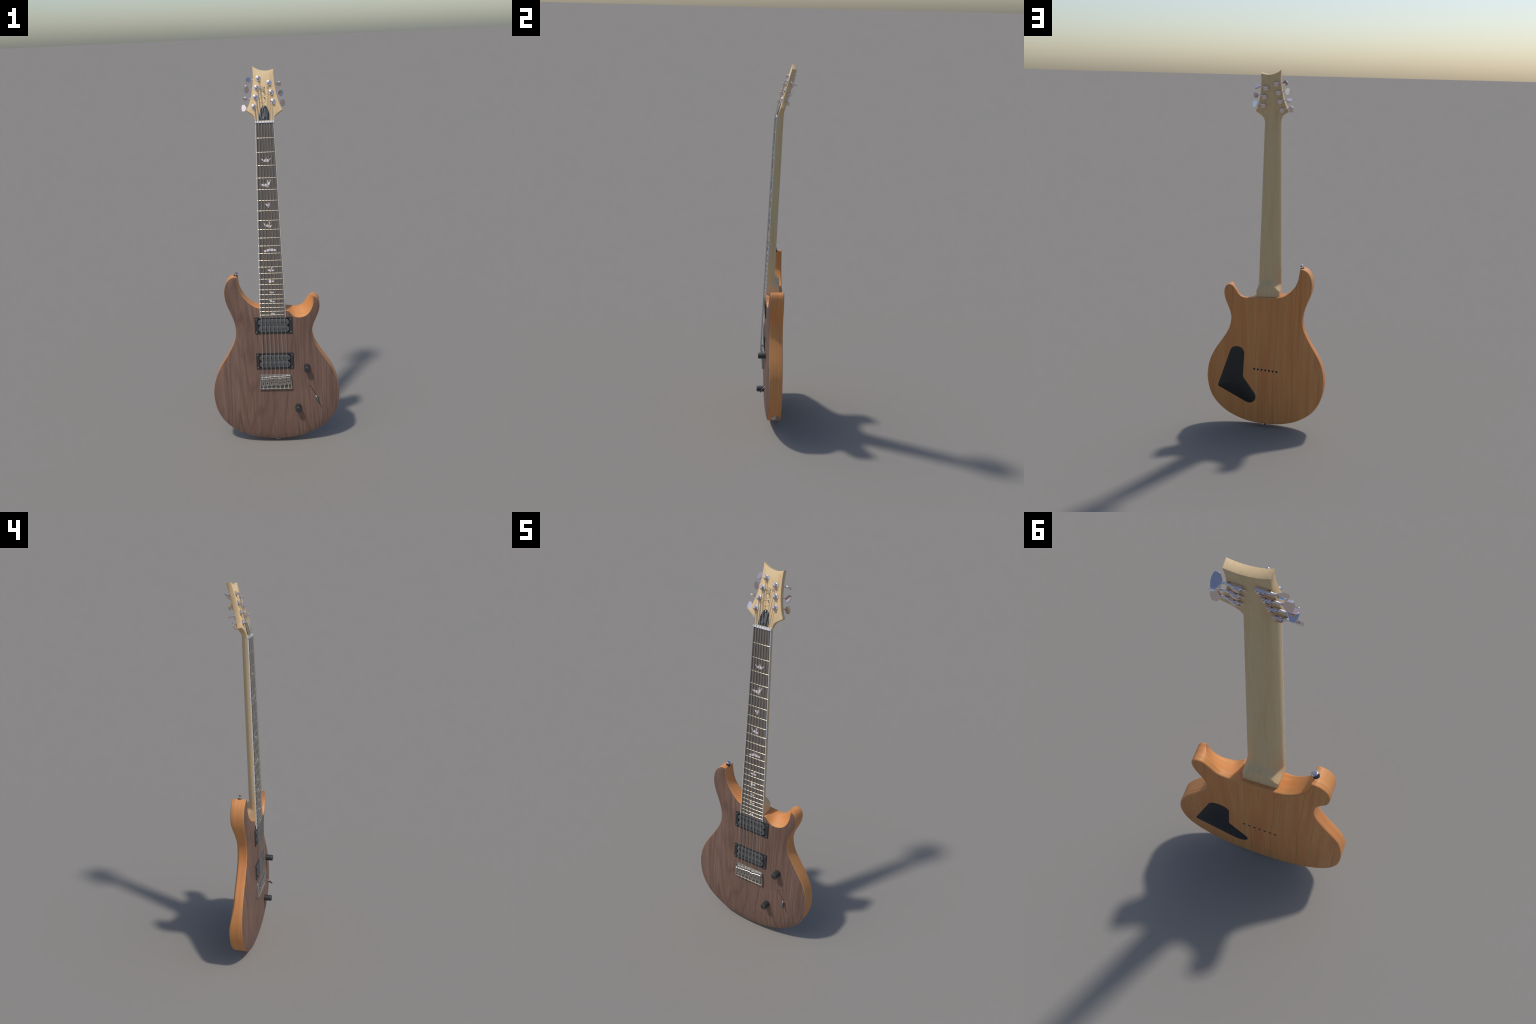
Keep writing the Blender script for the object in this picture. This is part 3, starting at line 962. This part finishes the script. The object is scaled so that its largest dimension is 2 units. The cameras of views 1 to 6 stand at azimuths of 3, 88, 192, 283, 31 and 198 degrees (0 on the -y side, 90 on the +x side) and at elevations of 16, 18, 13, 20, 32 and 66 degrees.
# ------------------------------------------------------------------ bridge
SAD_Z = [.3862, .3885, .3908, .3930, .3895, .3940, .3965]
def build_bridge():
    yb = -.0535
    out = rounded_poly([(-.0800, .4085), (.0800, .4085), (.0886, .3270), (-.0886, .3270)], [.007, .007, .004, .004])
    v, f = slab(out, [(0, -.010), (0, .0022), (.0005, .0028)], lambda a, b, h: (a, yb - h, b))
    dull = mat_plain('glare_darkened_nickel', srgb(166, 162, 157), .55, .9, grain=.05)  # satin nickel darkened so plate and lip lose their sun glare
    br = part('bridge', v, f, dull, smooth=35)
    # side cheeks and the rear lip
    for sg in (-1, 1):
        P = rounded_poly([(sg * .0782, .4040), (sg * .0805, .4050), (sg * .0880, .3278), (sg * .0795, .3278)][::sg], [.0008] * 4, 3)
        v, f = slab(P, [(0, 0), (0, .0088), (.0006, .0096)], lambda a, b, h: (a, yb - h, b))
        part('bridge_cheek', v, f, dull, br, smooth=35)
    P = rounded_poly([(-.0835, .3278), (.0835, .3278), (.0835, .3325), (-.0835, .3325)], [.0008] * 4, 3)
    v, f = slab(P, [(0, 0), (0, .0080), (.0006, .0088)], lambda a, b, h: (a, yb - h - .0001, b))
    part('bridge_lip', v, f, dull, br, smooth=35)
    v = [(sx * .0790, yb - h, z) for sx in (-1, 1) for h in (.0005, .0030) for z in (.3326, .3520)]
    f = [(0, 1, 3, 2), (4, 5, 7, 6), (0, 1, 5, 4), (2, 3, 7, 6), (0, 2, 6, 4), (1, 3, 7, 5)]
    part('bridge_floor', v, fix(v, f), mat_plain('dark_grey_metal', srgb(104, 102, 104), .5, .7), br, smooth=10)  # floor in a darker, rougher grey than the saddles
    for i in range(7):
        x = -.0662 + .0222 * i
        zr = SAD_Z[i]
        prof = [(-.0425, 0), (-.0425, -.0105), (-.0415, -.0118), (-.0075, -.0122), (-.0045, -.0140), (-.0015, -.0168), (.0012, -.0172), (.0028, -.0150), (.0040, -.0098), (.0072, -.0086), (.0082, -.0076), (.0082, 0)]
        w = .0104
        V, F = [], []
        xs = [-w, -w + .0006, -.0013, -.0006, .0006, .0013, w - .0006, w]
        for q, xx in enumerate(xs):
            for dz, dy in prof:
                cut = .0016 if q in (3, 4) and dy < -.0123 else 0
                side = .0006 if q in (0, 7) and dy < -.005 else 0
                V.append((x + xx, yb - .0020 + dy * .82 + cut + side, zr + dz))
        m = len(prof)
        for a in range(len(xs) - 1):
            for b in range(m):
                l = (b + 1) % m
                F.append((a * m + b, a * m + l, (a + 1) * m + l, (a + 1) * m + b))
        F += [tuple(range(m)), tuple((len(xs) - 1) * m + b for b in range(m))]
        sd = part('saddle', V, fix(V, F), SATIN, br, smooth=28)
        ytop = yb - .0020 - .0122 * .82
        # black box modelling the occlusion shadow behind the saddle crest
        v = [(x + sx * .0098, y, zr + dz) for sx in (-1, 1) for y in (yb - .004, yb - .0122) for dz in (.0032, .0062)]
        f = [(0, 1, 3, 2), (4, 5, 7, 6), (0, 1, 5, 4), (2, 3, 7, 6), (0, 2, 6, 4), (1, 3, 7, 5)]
        part('saddle_gap_shadow', v, fix(v, f), VOID, br, smooth=10)
        # string hole: chamfered ring around a dark bore
        g = Geo()
        v, f = lathe([(.0060, -.0004), (.0060, .0001), (.0048, .0003), (.0034, -.0001)], 18)
        g.put(v, f[:-1], 0, frame((x, ytop, zr - .0255), (0, -1, 0)))
        part('string_hole', g.v, g.f, CHROME, br, smooth=60)
        v, f = lathe([(.0043, -.0006), (.0043, .00025)], 14)
        g = Geo().put(v, f, 0, frame((x - .0006, ytop, zr - .0248), (0, -1, 0)))
        part('string_bore', g.v, g.f, VOID, br, smooth=30)
        for sx in (-.0058, .0058):
            v, f = lathe([(.0016, -.001), (.0016, .0002)], 10)
            g = Geo().put(v, f, 0, frame((x + sx, ytop, zr - .0100), (0, -1, 0)))
            part('set_screw', g.v, g.f, POLE, br, smooth=30)
        v, f = tube([(x, yb - .0062, .3290), (x, yb - .0062, zr - .0420)], .0024, 10)
        part('intonation_screw', v, f, BRASS, br, smooth=50)
        v, f = tube([(x, yb - .0062, .3262), (x, yb - .0062, .3285)], .0040, 12)
        part('intonation_screw', v, f, SATIN, br, smooth=40)
build_bridge()

# ------------------------------------------------------------------ strings
RAD = [.00175, .00155, .00140, .00122, .00110, .00095, .00085]
order = [POSTS_L[3], POSTS_L[2], POSTS_L[1], POSTS_L[0], POSTS_R[0], POSTS_R[1], POSTS_R[2]]
for i in range(7):
    zr = SAD_Z[i]
    xs, xn = -.0662 + .0222 * i, NUT_X[i]
    lift = .0008 * (1 - ((i - 3) / 3) ** 2)
    ys, yn = -.0702, -.0226 - lift
    px, pz = order[i]
    path = [(xs, -.0600, zr - .0262), (xs, -.0668, zr - .0215), (xs, -.0690, zr - .0060), (xs, ys, zr)]
    for t in np.linspace(0, 1, 26)[1:]:
        path.append((xs + (xn - xs) * t, ys + (yn - ys) * t - .0006 * math.sin(math.pi * t), zr + (NUT_Z + .0015 - zr) * t))
    path.append((xn, yn + .0026, NUT_Z + .0100))
    side = .0048 if i < 4 else -.0048
    a = Vector(path[-1]); b = Vector(hp(px + side, pz - .003, .0118))
    for t in (.25, .5, .75, 1):
        path.append(tuple(a.lerp(b, t)))
    for k in range(1, 8):
        w = math.radians(k * 45) * (1 if i < 4 else -1)
        q = Vector((math.cos(w) * side, 0, 0)) + HS * (abs(side) * math.sin(abs(w)))
        path.append(tuple(Vector(hp(px, pz, .0118 - .0003 * k)) + q))
    v, f = tube(path, RAD[i], 8)
    part('string', v, f, WOUND if i < 4 else STEEL, smooth=60)

# ------------------------------------------------------------------ knobs and switch
v, f = lathe([(.0164, -.004), (.0168, .0005), (.0168, .0030), (.0164, .0050), (.0161, .0366), (.0153, .0398), (.0134, .0412), (.0060, .0409), (.0010, .0408)], 40)
KNOB = make_mesh('control_knob', v, f, KNOBMAT, None, 40)
for x, z in ((.168, .4470), (.1158, .2188)):
    add('control_knob', KNOB, None, frame((x, rim_at(x, z) - .0002, z), (0, -1, 0)))

def build_switch():
    a, b = Vector((.1875, 0, .3290)), Vector((.2165, 0, .2740))
    d = (b - a).normalized()
    nrm = Vector((d.z, 0, -d.x))
    g = Geo()
    P = []
    for t in np.linspace(0, 1, 8):
        c = a.lerp(b, t)
        for s in (-.0013, .0013):
            q = c + nrm * s
            P.append((q.x, rim_at(q.x, q.z) - .0006, q.z))
    F = [(2 * k, 2 * k + 1, 2 * k + 3, 2 * k + 2) for k in range(7)]
    P2 = [(x, y + .004, z) for x, y, z in P]
    F += [tuple(i + 16 for i in q) for q in F]
    F += [(2 * k, 2 * k + 2, 2 * k + 18, 2 * k + 16) for k in range(7)] + [(2 * k + 1, 2 * k + 3, 2 * k + 19, 2 * k + 17) for k in range(7)]
    F += [(0, 1, 17, 16), (14, 15, 31, 30)]
    P = P + P2
    sw = part('selector_switch', P, fix(P, F), VOID, smooth=20)
    for c in (a - d * .0095, b + d * .0095):
        v, f = lathe([(.0042, -.001), (.0042, .0004), (.0032, .0011), (.0010, .0013)], 16)
        g = Geo().put(v, f, 0, frame((c.x, rim_at(c.x, c.z), c.z), (0, -1, 0)))
        part('screw', g.v, g.f, KNOBMAT, sw, smooth=40)
    base, tip = Vector((.2090, -.0440, .2845)), Vector((.2262, -.0735, .2520))
    m = base.lerp(tip, .42)
    v, f = tube([base, m], .0027, 12)
    part('switch_lever', v, f, CHROME, sw, smooth=50)
    k = [base.lerp(tip, t) for t in (.38, .42, .50, .75, .95, 1.0)]
    v, f = tube(k, [.0034, .0050, .0053, .0042, .0031, .0014], 16)
    part('switch_tip', v, f, KNOBMAT, sw, smooth=50)
build_switch()

# ------------------------------------------------------------------ back: cavity cover, ferrules
P = rounded_poly([(.1930, .4743), (.1184, .4743), (.1266, .2975), (-.0333, .0802), (.2745, .2267)],
                 [.0400, .0395, .0120, .0385, .0120], 10)
v, f = slab(P, [(0, -.002), (0, .0005), (.0004, .0010), (.0010, .0012)], lambda a, b, h: (a, BACK_Y + h, b))
cov = part('cavity_cover', v, f, COVER, smooth=35)
for x, z in ((.1597, .4625), (.2610, .2345), (.0700, .1690)):
    v, f = lathe([(.0028, -.0002), (.0028, .0004), (.0018, .0007), (.0005, .0004)], 12)
    g = Geo().put(v, f, 0, frame((x, BACK_Y + .0012, z), (0, 1, 0)))
    part('screw', g.v, g.f, COVER, cov, smooth=40)
for i in range(7):
    x, z = .0607 - .02142 * i, .3490 - .0009 * i
    v, f = lathe([(.0062, -.002), (.0062, .0004), (.0056, .0007), (.0044, .0003)], 18)
    g = Geo().put(v, f[:-1], 0, frame((x, BACK_Y, z), (0, 1, 0)))
    fe = part('string_ferrule', g.v, g.f, mat_plain('dark_nickel', srgb(92, 90, 92), .4, .6) if i == 0 else bpy.data.materials['dark_nickel'], smooth=40)
    v, f = lathe([(.0045, -.002), (.0045, .0004)], 14)
    g = Geo().put(v, f, 0, frame((x, BACK_Y, z), (0, 1, 0)))
    part('ferrule_bore', g.v, g.f, VOID, fe, smooth=30)

# ------------------------------------------------------------------ strap buttons and jack plate
v, f = lathe([(.0048, .0030), (.0044, .0050), (.0040, .0090), (.0046, .0130), (.0085, .0155), (.0118, .0172), (.0122, .0184), (.0105, .0204), (.0050, .0212), (.0008, .0213)], 24)
SBM = make_mesh('strap_button', v, f, CHROME, None, 50)
v, f = lathe([(.0110, -.002), (.0112, .0020), (.0104, .0034), (.0050, .0036)], 24)
FELT = make_mesh('felt_washer', v, f, mat_plain('black_felt', srgb(34, 36, 40), .8), None, 40)
for o, d in (((-.1900, .0068, .9440), (.38, 0, 1)), ((-.001, .0068, .0213), (0, 0, -1))):
    M = frame(o, d)
    s = add('strap_button', SBM, None, M)
    add('felt_washer', FELT, s, Matrix.Identity(4))

i0 = int(np.argmin(np.hypot(seg_out[:, 0] - .279, seg_out[:, 1] - .125)))
tan = seg_out[i0 + 2] - seg_out[i0 - 2]
tan = Vector((tan[0], 0, tan[1])).normalized()
nrm = Vector((tan.z, 0, -tan.x))
M = frame((seg_out[i0][0], .0100, seg_out[i0][1]), nrm, (0, 1, 0))
P = rounded_poly([(.0225, 0), (0, .0430), (-.0225, 0), (0, -.0430)], [.008, .009, .008, .009], 6)
v, f = slab(P, [(0, -.006), (0, .0014), (.0006, .0022), (.0014, .0024)], lambda a, b, h: (a, b, h))
jp = add('jack_plate', make_mesh('jack_plate', v, f, SATIN, None, 35), None, M)
v, f = lathe([(.0115, .0015), (.0115, .0042), (.0104, .0050), (.0078, .0050), (.0072, .0030)], 24)
add('jack_socket', make_mesh('jack_socket', v, f[:-1], CHROME, None, 40), jp, Matrix.Identity(4))
v, f = lathe([(.0076, .001), (.0076, .0034)], 20)
add('jack_bore', make_mesh('jack_bore', v, f, VOID, None, 40), jp, Matrix.Identity(4))
for s in (-1, 1):
    v, f = lathe([(.0024, .002), (.0024, .0030), (.0010, .0034)], 12)
    add('screw', make_mesh('screw', v, f, SATIN, None, 40), jp, Matrix.Translation((0, s * .0270, 0)))
